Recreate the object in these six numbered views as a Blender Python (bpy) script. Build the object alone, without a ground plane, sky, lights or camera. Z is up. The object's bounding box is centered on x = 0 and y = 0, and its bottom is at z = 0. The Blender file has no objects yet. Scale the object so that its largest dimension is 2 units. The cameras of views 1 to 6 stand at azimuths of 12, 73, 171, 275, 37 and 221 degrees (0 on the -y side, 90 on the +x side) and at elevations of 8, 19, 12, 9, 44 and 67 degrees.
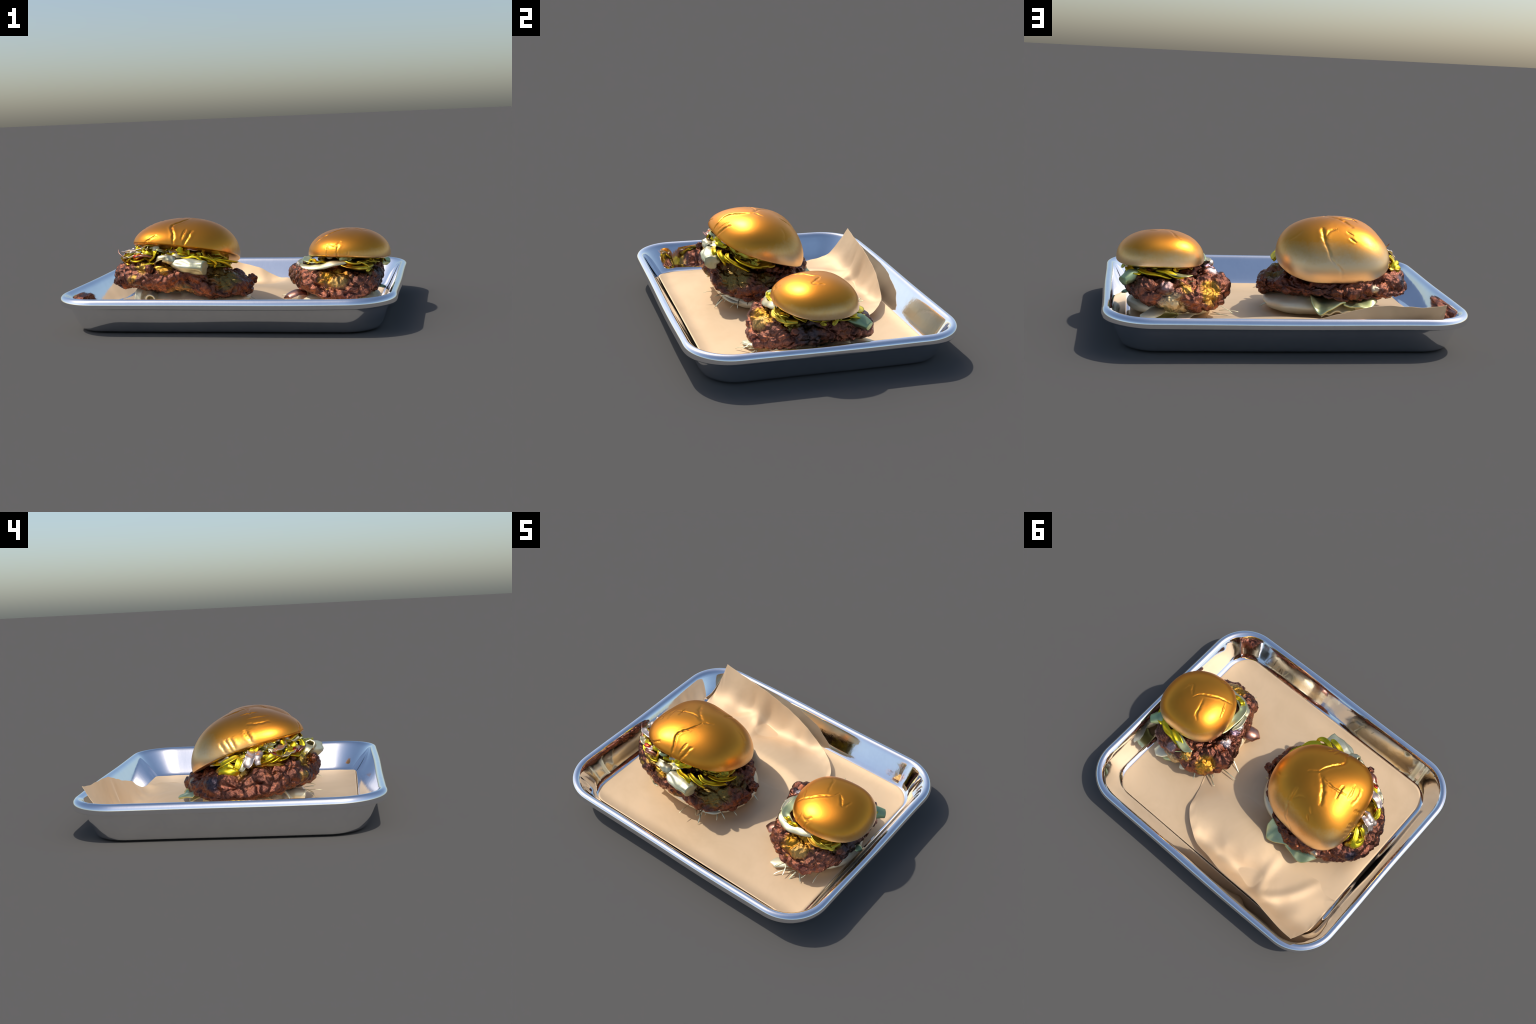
import bpy, bmesh, math, random
import numpy as np
from mathutils import Vector, noise

random.seed(7)
rng = np.random.default_rng(7)
scene = bpy.context.scene
TAU = 2 * math.pi


# ------------------------------------------------------------------ helpers
def link(ob, parent=None, base=(0, 0, 0)):
    scene.collection.objects.link(ob)
    if parent is not None:
        ob.parent = parent
    return ob


def empty(name, loc, label, category):
    e = bpy.data.objects.new(name, None)
    e.location = loc
    e.empty_display_size = 0.1
    e["label"], e["category"] = label, category
    scene.collection.objects.link(e)
    return e


def mesh_object(name, verts, faces, mat, parent=None, smooth=True):
    """Verts are given in world metres; they are stored relative to the parent's base."""
    v = np.asarray(verts, float)
    if parent is not None:
        v = v - np.array(parent.location)
    me = bpy.data.meshes.new(name)
    me.from_pydata([tuple(p) for p in v], [], [tuple(int(i) for i in f) for f in faces])
    me.update()
    if smooth:
        me.polygons.foreach_set("use_smooth", [True] * len(me.polygons))
    me.materials.append(mat)
    ob = bpy.data.objects.new(name, me)
    return link(ob, parent)


def grid_faces(rows, cols, wrap=True):
    f = []
    for i in range(rows - 1):
        for j in range(cols if wrap else cols - 1):
            k = (j + 1) % cols
            f.append((i * cols + j, i * cols + k, (i + 1) * cols + k, (i + 1) * cols + j))
    return f


def catmull(points, n):
    """Smooth curve through the points, n samples evenly spread by length."""
    p = np.asarray(points, float)
    q = np.vstack([2 * p[0] - p[1], p, 2 * p[-1] - p[-2]])
    out = []
    for i in range(1, len(q) - 2):
        for t in np.linspace(0, 1, 16, endpoint=False):
            a, b, c, d = q[i - 1], q[i], q[i + 1], q[i + 2]
            out.append(0.5 * (2 * b + (c - a) * t + (2 * a - 5 * b + 4 * c - d) * t * t
                              + (3 * b - a - 3 * c + d) * t ** 3))
    out.append(p[-1])
    out = np.array(out)
    s = np.r_[0, np.cumsum(np.linalg.norm(np.diff(out, axis=0), axis=1))]
    u = np.linspace(0, s[-1], n)
    return np.stack([np.interp(u, s, out[:, k]) for k in range(out.shape[1])], -1)


def dist_polyline(P, line):
    """Distance of every point of P to a polyline and the position (0..1) along it."""
    line = np.asarray(line, float)
    best = np.full(len(P), 1e9)
    pos = np.zeros(len(P))
    n = len(line) - 1
    for i in range(n):
        a, b = line[i], line[i + 1]
        ab = b - a
        t = np.clip(((P - a) @ ab) / (ab @ ab), 0, 1)
        d = np.linalg.norm(P - (a + t[:, None] * ab), axis=1)
        m = d < best
        best[m] = d[m]
        pos[m] = (i + t[m]) / n
    return best, pos


def fbm(P, scale, octaves=3, seed=0.0):
    off = Vector((seed * 3.1, seed * 1.7, seed * 5.3))
    return np.array([noise.fractal(Vector(p) * scale + off, 1.0, 2.0, octaves) for p in P])


# ---------------------------------------------------------------- materials
def new_material(name):
    m = bpy.data.materials.new(name)
    m.use_nodes = True
    nt = m.node_tree
    b = nt.nodes["Principled BSDF"]
    co = nt.nodes.new("ShaderNodeTexCoord").outputs["Object"]
    return m, nt, b, co


def ramp_node(nt, fac, stops):
    r = nt.nodes.new("ShaderNodeValToRGB")
    e = r.color_ramp.elements
    e[0].position, e[0].color = stops[0][0], (*stops[0][1], 1)
    e[1].position, e[1].color = stops[-1][0], (*stops[-1][1], 1)
    for p, c in stops[1:-1]:
        k = e.new(p)
        k.color = (*c, 1)
    nt.links.new(fac, r.inputs[0])
    return r.outputs[0]


def noise_node(nt, co, scale, detail=4, rough=0.6, distortion=0.0):
    n = nt.nodes.new("ShaderNodeTexNoise")
    n.inputs["Scale"].default_value = scale
    n.inputs["Detail"].default_value = detail
    n.inputs["Roughness"].default_value = rough
    n.inputs["Distortion"].default_value = distortion
    nt.links.new(co, n.inputs["Vector"])
    return n.outputs[0]


def math_node(nt, op, a, b=None, c=None, clamp=False):
    n = nt.nodes.new("ShaderNodeMath")
    n.operation, n.use_clamp = op, clamp
    for i, x in enumerate((a, b, c)):
        if x is None:
            continue
        if hasattr(x, "links"):
            nt.links.new(x, n.inputs[i])
        else:
            n.inputs[i].default_value = x
    return n.outputs[0]


def mix_col(nt, fac, a, b):
    n = nt.nodes.new("ShaderNodeMix")
    n.data_type = "RGBA"
    for sock, x in ((n.inputs[0], fac), (n.inputs[6], a), (n.inputs[7], b)):
        if hasattr(x, "links"):
            nt.links.new(x, sock)
        elif isinstance(x, (int, float)):
            sock.default_value = x
        else:
            sock.default_value = (*x, 1)
    return n.outputs[2]


def bump(nt, b, height, strength, distance):
    n = nt.nodes.new("ShaderNodeBump")
    n.inputs["Strength"].default_value = strength
    n.inputs["Distance"].default_value = distance
    nt.links.new(height, n.inputs["Height"])
    nt.links.new(n.outputs[0], b.inputs["Normal"])


def spot_mask(nt, co, centre, radius, ragged=0.5, scale=25.0):
    """Soft-edged blotch around a point, its edge broken up by noise: 0 outside, 1 inside."""
    d = nt.nodes.new("ShaderNodeVectorMath")
    d.operation = "DISTANCE"
    nt.links.new(co, d.inputs[0])
    d.inputs[1].default_value = centre
    n = noise_node(nt, co, scale, 3, 0.6)
    x = math_node(nt, "DIVIDE", d.outputs["Value"], radius)
    x = math_node(nt, "ADD", x, math_node(nt, "MULTIPLY", math_node(nt, "SUBTRACT", n, 0.5), ragged * 2))
    r = nt.nodes.new("ShaderNodeMapRange")
    r.interpolation_type = "SMOOTHSTEP"
    nt.links.new(x, r.inputs[0])
    r.inputs[1].default_value, r.inputs[2].default_value = 1.1, 0.55
    r.inputs[3].default_value, r.inputs[4].default_value = 0.0, 1.0
    return r.outputs[0]


def simple_metal(name, stops, rough, scale=20.0, bump_amt=0.0, metallic=1.0, bump_scale=60.0, dist=0.003,
                 rough_var=0.0):
    """The scanned surfaces all have a metal-like sheen: noise-driven tint, metallic BSDF."""
    m, nt, b, co = new_material(name)
    n = noise_node(nt, co, scale, 4, 0.6, 0.4)
    nt.links.new(ramp_node(nt, n, stops), b.inputs["Base Color"])
    b.inputs["Metallic"].default_value = metallic
    b.inputs["Roughness"].default_value = rough
    if rough_var:
        r = math_node(nt, "MULTIPLY_ADD", noise_node(nt, co, scale * 0.7, 3), rough_var, rough - rough_var / 2)
        nt.links.new(r, b.inputs["Roughness"])
    if bump_amt:
        bump(nt, b, noise_node(nt, co, bump_scale, 4, 0.6), bump_amt, dist)
    return m


# tray: polished aluminium, nearly a mirror
def tray_material():
    m, nt, b, co = new_material("polished_aluminium")
    n = noise_node(nt, co, 6, 5, 0.7)
    nt.links.new(ramp_node(nt, n, [(0.3, (0.88, 0.89, 0.92)), (0.7, (0.95, 0.955, 0.965))]), b.inputs["Base Color"])
    b.inputs["Metallic"].default_value = 1
    s = noise_node(nt, co, 9, 6, 0.75, 1.0)
    nt.links.new(ramp_node(nt, s, [(0.35, (0.04,) * 3), (0.8, (0.10,) * 3)]), b.inputs["Roughness"])
    st = nt.nodes.new("ShaderNodeMapping")
    st.inputs["Scale"].default_value = (1.0, 1.0, 0.35)
    nt.links.new(co, st.inputs[0])
    bump(nt, b, noise_node(nt, st.outputs[0], 22, 4, 0.6), 0.09, 0.003)
    return m


def paper_material(name, metallic, rough):
    m, nt, b, co = new_material(name)
    n = noise_node(nt, co, 3.0, 6, 0.65, 0.6)
    c = ramp_node(nt, n, [(0.3, (0.71, 0.525, 0.325)), (0.55, (0.76, 0.57, 0.365)), (0.75, (0.78, 0.57, 0.35))])
    nt.links.new(c, b.inputs["Base Color"])
    b.inputs["Metallic"].default_value = metallic
    b.inputs["Roughness"].default_value = rough
    bump(nt, b, noise_node(nt, co, 14, 4, 0.6), 0.12, 0.006)
    return m


def bun_material(name, base_z, height, spots=()):
    """Toasted gold crown fading to a paler, creamier flank."""
    m, nt, b, co = new_material(name)
    sep = nt.nodes.new("ShaderNodeSeparateXYZ")
    nt.links.new(co, sep.inputs[0])
    n1 = noise_node(nt, co, 5, 4, 0.6, 0.5)
    n2 = noise_node(nt, co, 60, 4, 0.7)
    h = math_node(nt, "MULTIPLY_ADD", n1, 0.35, math_node(nt, "MULTIPLY_ADD", sep.outputs[2], 1 / height,
                                                         -base_z / height - 0.17))
    h = math_node(nt, "MULTIPLY_ADD", math_node(nt, "SUBTRACT", n2, 0.5), 0.16, h)
    h = math_node(nt, "MULTIPLY_ADD", sep.outputs[1], -0.45, h)          # paler toward the back
    c = ramp_node(nt, h, [(0.02, (0.95, 0.67, 0.38)), (0.34, (0.95, 0.64, 0.33)), (0.52, (0.90, 0.50, 0.16)),
                          (0.70, (0.88, 0.355, 0.040)), (1.0, (0.83, 0.305, 0.032))])
    for centre, rad, col in spots:
        c = mix_col(nt, math_node(nt, "MULTIPLY", spot_mask(nt, co, centre, rad, 0.6, 18), 0.7), c, col)
    nt.links.new(c, b.inputs["Base Color"])
    b.inputs["Metallic"].default_value = 1
    r = math_node(nt, "MULTIPLY_ADD", n1, 0.10, 0.33)
    nt.links.new(r, b.inputs["Roughness"])
    bump(nt, b, noise_node(nt, co, 90, 5, 0.65), 0.06, 0.003)
    return m


def meat_material(name, spots):
    m, nt, b, co = new_material(name)
    n = noise_node(nt, co, 21, 7, 0.75, 0.8)
    c = ramp_node(nt, n, [(0.33, (0.045, 0.023, 0.020)), (0.43, (0.145, 0.054, 0.037)), (0.54, (0.24, 0.090, 0.056)),
                          (0.63, (0.28, 0.085, 0.030)), (0.74, (0.36, 0.150, 0.095))])
    big = noise_node(nt, co, 4.5, 3, 0.6)
    c = mix_col(nt, ramp_node(nt, big, [(0.52, (0, 0, 0)), (0.72, (0.7, 0.7, 0.7))]), c, (0.10, 0.052, 0.040))
    for centre, rad, col, rag in spots:
        c = mix_col(nt, math_node(nt, "MULTIPLY", spot_mask(nt, co, centre, rad, rag, 22), 0.92), c, col)
    nt.links.new(c, b.inputs["Base Color"])
    b.inputs["Metallic"].default_value = 1
    nt.links.new(math_node(nt, "MULTIPLY_ADD", noise_node(nt, co, 30, 3), 0.22, 0.16), b.inputs["Roughness"])
    bump(nt, b, noise_node(nt, co, 110, 6, 0.75, 0.5), 0.55, 0.005)
    return m


MAT_TRAY = tray_material()
MAT_PAPER = paper_material("tan_wrapping_paper", 0.7, 0.68)
MAT_LOOSE_PAPER = MAT_PAPER
MAT_HEEL = simple_metal("pale_bun_crumb", [(0.3, (0.82, 0.69, 0.42)), (0.7, (0.90, 0.80, 0.58))], 0.50, 9, 0.15, metallic=0.5)  # base lightened to carry the bright paper's reflection on the heel
MAT_ONION = simple_metal("pale_onion", [(0.3, (0.58, 0.52, 0.31)), (0.7, (0.74, 0.67, 0.45))], 0.46, 14, 0.06)
MAT_STALK = simple_metal("grey_green_stalk", [(0.3, (0.46, 0.46, 0.28)), (0.5, (0.58, 0.57, 0.38)), (0.7, (0.70, 0.67, 0.50))], 0.48, 9, 0.25, metallic=0.85, bump_scale=22, dist=0.01)
MAT_ONION_PINK = simple_metal("pinkish_onion", [(0.3, (0.55, 0.42, 0.38)), (0.7, (0.70, 0.59, 0.50))], 0.42, 16, 0.06)
MAT_LETTUCE = simple_metal("pale_green_lettuce", [(0.3, (0.48, 0.55, 0.25)), (0.7, (0.70, 0.71, 0.40))], 0.42, 10, 0.08)
MAT_LETTUCE_DARK = simple_metal("soft_green_lettuce", [(0.3, (0.30, 0.42, 0.22)), (0.7, (0.46, 0.56, 0.32))], 0.45, 10, 0.08)
MAT_RIB = simple_metal("cream_lettuce_rib", [(0.3, (0.68, 0.62, 0.40)), (0.7, (0.82, 0.76, 0.54))], 0.45, 12, 0.08, metallic=0.5)
MAT_YELLOW = simple_metal("yellow_pickle_relish", [(0.3, (0.58, 0.44, 0.015)), (0.55, (0.80, 0.62, 0.03)), (0.8, (0.68, 0.60, 0.05))], 0.36, 14, 0.10)
MAT_OLIVE = simple_metal("olive_pickle", [(0.3, (0.46, 0.36, 0.035)), (0.7, (0.66, 0.54, 0.07))], 0.35, 16, 0.10)
MAT_AMBER = simple_metal("amber_mustard_sauce", [(0.3, (0.50, 0.24, 0.03)), (0.7, (0.75, 0.42, 0.05))], 0.32, 18, 0.15)
MAT_RED = simple_metal("red_tomato", [(0.3, (0.30, 0.02, 0.015)), (0.7, (0.55, 0.05, 0.03))], 0.35, 16, 0.05)
MAT_BROWN = simple_metal("browned_shallot_skin", [(0.3, (0.34, 0.15, 0.11)), (0.7, (0.52, 0.28, 0.21))], 0.35, 14, 0.12)
MAT_SPROUT = simple_metal("pale_sprout", [(0.3, (0.52, 0.50, 0.28)), (0.7, (0.80, 0.76, 0.54))], 0.40, 8)


# --------------------------------------------------------------------- tray
def rounded_rect(a, b, r, n_corner=18, n_long=40, n_short=32):
    pts = []
    for (cx, cy, t0), nl in (((a - r, b - r, 0), n_long), ((-a + r, b - r, 90), n_short),
                             ((-a + r, -b + r, 180), n_long), ((a - r, -b + r, 270), n_short)):
        arc = [(cx + r * math.cos(math.radians(t0 + 90 * k / n_corner)),
                cy + r * math.sin(math.radians(t0 + 90 * k / n_corner))) for k in range(n_corner + 1)]
        pts += arc
        # straight run to the next corner
        nx = {0: (-a + r, b), 90: (-a, -b + r), 180: (a - r, -b), 270: (a, b - r)}[t0]
        x0, y0 = arc[-1]
        pts += [(x0 + (nx[0] - x0) * k / nl, y0 + (nx[1] - y0) * k / nl) for k in range(1, nl)]
    return np.array(pts)


TRAY_A, TRAY_B, TRAY_R = 0.997, 0.817, 0.272
# section of the pressed sheet: inset from the outer edge, height, belongs to the rolled rim
SECTION = [(0.62, 0.0, 0), (0.30, 0.0, 0), (0.18, 0.0004, 0), (0.150, 0.0015, 0), (0.130, 0.006, 0), (0.116, 0.014, 0), (0.106, 0.027, 0),
           (0.092, 0.056, 0), (0.077, 0.092, 0), (0.062, 0.128, 0), (0.053, 0.149, 0), (0.046, 0.157, 0),
           (0.034, 0.159, 1), (0.018, 0.157, 1), (0.006, 0.159, 1), (0.001, 0.168, 1), (0.0, 0.182, 1), (0.002, 0.195, 1),
           (0.009, 0.206, 1), (0.019, 0.213, 1), (0.030, 0.215, 1), (0.041, 0.212, 1), (0.051, 0.204, 1),
           (0.058, 0.194, 1), (0.064, 0.183, 0), (0.080, 0.150, 0), (0.098, 0.112, 0), (0.114, 0.080, 0),
           (0.126, 0.058, 0), (0.134, 0.047, 0), (0.143, 0.040, 0), (0.154, 0.036, 0), (0.168, 0.0345, 0),
           (0.20, 0.034, 0), (0.33, 0.034, 0), (0.62, 0.034, 0)]


def build_tray():
    root = empty("serving_tray", (0, 0, 0), "shallow polished metal tray with rolled rim and rounded corners", "tray")
    rings, rim = [], []
    inside = False
    for d, z, k in SECTION:
        inside = inside or k == 1
        r = max(TRAY_R - (0.9 if inside else 0.74) * d, 0.04)
        if not inside:                       # outer wall: ends stand steeper than the long sides
            fx, fy = 0.90, 1.02
        else:                                # inside, the long walls lean back more
            fx, fy = 1.0, float(np.interp(d, [0.06, 0.10, 0.17, 0.2], [0.96, 1.06, 1.17, 1.17]))
        a, b = TRAY_A - d * fx, TRAY_B - d * fy
        if d > 0.25:                       # flat middle: shrink the ring evenly
            s = (0.62 - d) / 0.62
            a0, b0 = TRAY_A - 0.2 * fx, TRAY_B - 0.2 * fy
            f = 1 - (d - 0.2) / 0.42
            a, b, r = max(a0 * f, .02), max(b0 * f, .016), max(0.082 * f, .004)
        q = rounded_rect(a, b, r)
        rings.append(np.c_[q, np.full(len(q), z)])
    n = len(rings[0])
    V = np.concatenate(rings)
    # hand-pressed irregularity of walls and rim
    w = 0.0016
    V[:, 0] += w * np.sin(V[:, 1] * 7.3 + V[:, 2] * 9) * (np.abs(V[:, 0]) > .7)
    V[:, 1] += w * np.sin(V[:, 0] * 6.1 + V[:, 2] * 11 + 1) * (np.abs(V[:, 1]) > .55)
    bow = np.clip(1 - (V[:, 0] / 0.75) ** 2, 0, 1) * np.clip((np.abs(V[:, 1]) - .5) / .3, 0, 1)
    V[:, 1] += np.sign(V[:, 1]) * 0.0035 * bow
    up = V[:, 2] > 0.05
    V[up, 2] += 0.0025 * np.sin(V[up, 0] * 3.3 + 0.6) * np.cos(V[up, 1] * 2.9)
    F = grid_faces(len(SECTION), n)
    kinds = []
    for i in range(len(SECTION) - 1):
        kinds += [1 if (SECTION[i][2] and SECTION[i + 1][2]) else 0] * n
    F.append(tuple(range(n - 1, -1, -1)))
    last = (len(SECTION) - 1) * n
    F.append(tuple(range(last, last + n)))
    kinds += [0, 0]
    whole = bpy.data.meshes.new("tray_whole")
    whole.from_pydata([tuple(p) for p in V], [], F)
    bm = bmesh.new()
    bm.from_mesh(whole)
    bmesh.ops.recalc_face_normals(bm, faces=bm.faces)
    bm.to_mesh(whole)
    bm.free()
    normals = np.array([v.normal[:] for v in whole.vertices])
    polys = [tuple(p.vertices) for p in whole.polygons]
    for name, kind in (("basin", 0), ("rolled_rim", 1)):
        sel = [f for f, k in zip(polys, kinds) if k == kind]
        used = sorted({i for f in sel for i in f})
        remap = {o: i for i, o in enumerate(used)}
        ob = mesh_object(name, V[used], [[remap[i] for i in f] for f in sel], MAT_TRAY, root)
        ob.data.normals_split_custom_set_from_vertices([tuple(normals[i]) for i in used])
    bpy.data.meshes.remove(whole)
    return root


build_tray()

# -------------------------------------------------------------------- paper
FLOOR = 0.0400          # top of the paper that lines the tray


def floor_z(x, y):
    """The lining paper is not dead flat: it rides up the foot of the long walls and swells at the left end."""
    x, y = np.asarray(x, float), np.asarray(y, float)
    z = FLOOR + 0.0012 * np.sin(x * 5.1 + 1.3) * np.sin(y * 6.3 + .4)
    z = z + 0.013 * np.clip((np.abs(y) - 0.585) / 0.08, 0, 1.2) ** 2
    z = z + 0.021 * np.exp(-((x + 0.78) / 0.11) ** 2 - ((y - 0.02) / 0.17) ** 2)
    return z


def build_liner():
    root = empty("tray_liner", (0, 0, 0.031), "flat tan paper lining the floor of a tray", "paper")
    rings = []
    ins = [0, .002, .01, .02, .03, .045, .06, .08, .10, .12, .15, .18, .22, .26, .3, .36, .42, .5, .56, .66]
    for d in ins:
        f = 1 - d / 0.664
        q = rounded_rect(max(0.840 * f, .003), max(0.667 * f, .0025), max(0.125 * f, .0008))
        z = floor_z(q[:, 0], q[:, 1]) - (0.003 if d == 0 else 0)
        rings.append(np.c_[q, z])
    V = np.concatenate(rings)
    n = len(rings[0])
    F = grid_faces(len(ins), n)
    last = (len(ins) - 1) * n
    F.append(tuple(range(last, last + n)))
    ob = mesh_object("paper_sheet", V, F, MAT_PAPER, root)
    s = ob.modifiers.new("thickness", "SOLIDIFY")
    s.thickness, s.offset = 0.002, -1
    return root


build_liner()

# free edge of the loose sheet, from under the small burger round to the left side of the tray
FLAP_EDGE = [(0.405, 0.235, 0.041), (0.375, 0.30, 0.048), (0.345, 0.385, 0.062), (0.318, 0.463, 0.082), (0.262, 0.528, 0.096),
             (0.191, 0.581, 0.100), (0.098, 0.632, 0.104), (-0.045, 0.662, 0.166), (-0.162, 0.687, 0.192),
             (-0.322, 0.697, 0.236), (-0.475, 0.703, 0.266), (-0.618, 0.723, 0.264), (-0.725, 0.737, 0.268),
             (-0.813, 0.741, 0.280)]
FLAP_SIDE = [(-0.813, 0.741, 0.280), (-0.821, 0.683, 0.188), (-0.829, 0.622, 0.105), (-0.834, 0.560, 0.070),
             (-0.836, 0.500, 0.054), (-0.838, 0.430, 0.044), (-0.838, 0.330, 0.039)]


# inner bulge of the loose sheet: it arches off the liner beside the big burger, then folds up the back wall
FLAP_BODY = [(0.38, 0.10, 0.041), (0.20, 0.09, 0.042), (0.0, 0.08, 0.043), (-0.2, 0.08, 0.043), (-0.45, 0.10, 0.043), (-0.65, 0.14, 0.042),
             (-0.80, 0.20, 0.040), (0.33, 0.24, 0.050), (0.30, 0.36, 0.072), (0.22, 0.25, 0.070), (0.10, 0.24, 0.080), (-0.05, 0.24, 0.084),
             (0.20, 0.42, 0.086), (0.05, 0.38, 0.090), (-0.12, 0.36, 0.088), (0.12, 0.52, 0.080), (-0.05, 0.52, 0.076), (0.06, 0.605, 0.074),
             (-0.057, 0.610, 0.070), (-0.209, 0.625, 0.070), (-0.348, 0.662, 0.080), (-0.20, 0.50, 0.064), (-0.28, 0.42, 0.070),
             (-0.26, 0.28, 0.080), (-0.40, 0.40, 0.048), (-0.47, 0.50, 0.050), (-0.40, 0.57, 0.056), (-0.52, 0.60, 0.066), (-0.60, 0.655, 0.105),
             (-0.50, 0.668, 0.115), (-0.45, 0.28, 0.045), (-0.60, 0.35, 0.045), (-0.60, 0.50, 0.053), (-0.70, 0.56, 0.068), (-0.72, 0.40, 0.046),
             (-0.75, 0.28, 0.043), (-0.74, 0.66, 0.130), (-0.66, 0.60, 0.075)]


def thin_plate(ctrl, query, smooth=1e-4):
    """Smooth height field through scattered (x, y, z) control points."""
    c = np.asarray(ctrl, float)

    def kern(a, b):
        r2 = ((a[:, None] - b[None]) ** 2).sum(-1) + 1e-12
        return 0.5 * r2 * np.log(r2)
    n = len(c)
    A = np.zeros((n + 3, n + 3))
    A[:n, :n] = kern(c[:, :2], c[:, :2]) + smooth * np.eye(n)
    A[:n, n], A[:n, n + 1:] = 1, c[:, :2]
    A[n:, :n] = A[:n, n:].T
    w = np.linalg.solve(A, np.r_[c[:, 2], 0, 0, 0])
    return kern(query, c[:, :2]) @ w[:n] + w[n] + query @ w[n + 1:]


def build_flap():
    root = empty("loose_paper", (-0.25, 0.3, FLOOR), "loose curling sheet of tan paper with a raised corner", "paper")
    nu, nv = 190, 130
    top = catmull(FLAP_EDGE, nu)
    side = catmull(FLAP_SIDE, 80)[1:]
    outer = np.vstack([top, side])
    n = len(outer)
    a, b = np.array([0.41, 0.10]), np.array([-0.836, 0.315])
    u = np.linspace(0, 1.0, n)[:, None] ** 0.9
    inner = a + (b - a) * u + np.array([0.0, -0.10]) * np.sin(math.pi * u) ** 2
    s = np.linspace(0, 1, nv)
    s = 1 - (1 - s) ** 1.5
    XY = (inner[None] * (1 - s)[:, None, None] + outer[None, :, :2] * s[:, None, None])
    ctrl = np.vstack([top[::6], top[-1:], side[4::8], side[-1:], np.array(FLAP_BODY)])
    Z = thin_plate(ctrl, XY.reshape(-1, 2), 1.5e-3).reshape(nv, n)
    # the rim row keeps its measured heights exactly, easing in over the last few rows
    err = outer[:, 2] - Z[-1]
    Z = Z + err[None] * np.clip((s - 0.75) / 0.25, 0, 1)[:, None] ** 2
    e = np.repeat(s[:, None], n, 1)
    base = floor_z(XY[..., 0], np.minimum(XY[..., 1], 0.60))
    low = base - 0.003 + 0.005 * np.clip(e * 6, 0, 1)
    Z = np.where(Z < low, low, Z)
    q = np.clip(e / 0.40, 0, 1)
    Z = (base - 0.004) + (Z - base + 0.004) * q * q * (3 - 2 * q)      # start edge tucked under the liner
    V = np.concatenate([XY, Z[..., None]], -1).reshape(-1, 3)
    P = V[:, :2]
    for line, h, w in (([(-0.36, 0.30), (-0.368, 0.38), (-0.372, 0.46), (-0.39, 0.56), (-0.455, 0.605), (-0.546, 0.535),
                         (-0.622, 0.424), (-0.685, 0.266)], 0.012, 0.036),):
        ln = catmull(np.c_[line, np.zeros(len(line))], 60)[:, :2]
        d, pos = dist_polyline(P, ln)
        V[:, 2] += h * np.exp(-(d / w) ** 2) * np.sin(np.clip(pos, 0, 1) * math.pi) ** 0.7
    fine = fbm(V * [1, 1, 0], 4.0, 2, 2.0)
    edge = e.reshape(-1)
    V[:, 2] += np.maximum(fine, -0.2) * 0.0015 * np.clip(edge * 4, 0, 1) * (1 - edge ** 3)
    # small crinkles along the free edge
    tt = np.tile(np.linspace(0, 1, n), nv)
    V[:, 2] += 0.0025 * np.clip((edge - 0.88) / 0.12, 0, 1) * np.sin(tt * 95) * np.sin(tt * 31 + 1)
    F = grid_faces(nv, n, wrap=False)
    ob = mesh_object("paper_sheet", V, F, MAT_LOOSE_PAPER, root)
    s = ob.modifiers.new("thickness", "SOLIDIFY")
    s.thickness, s.offset = 0.0022, 0
    return root


build_flap()


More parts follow.
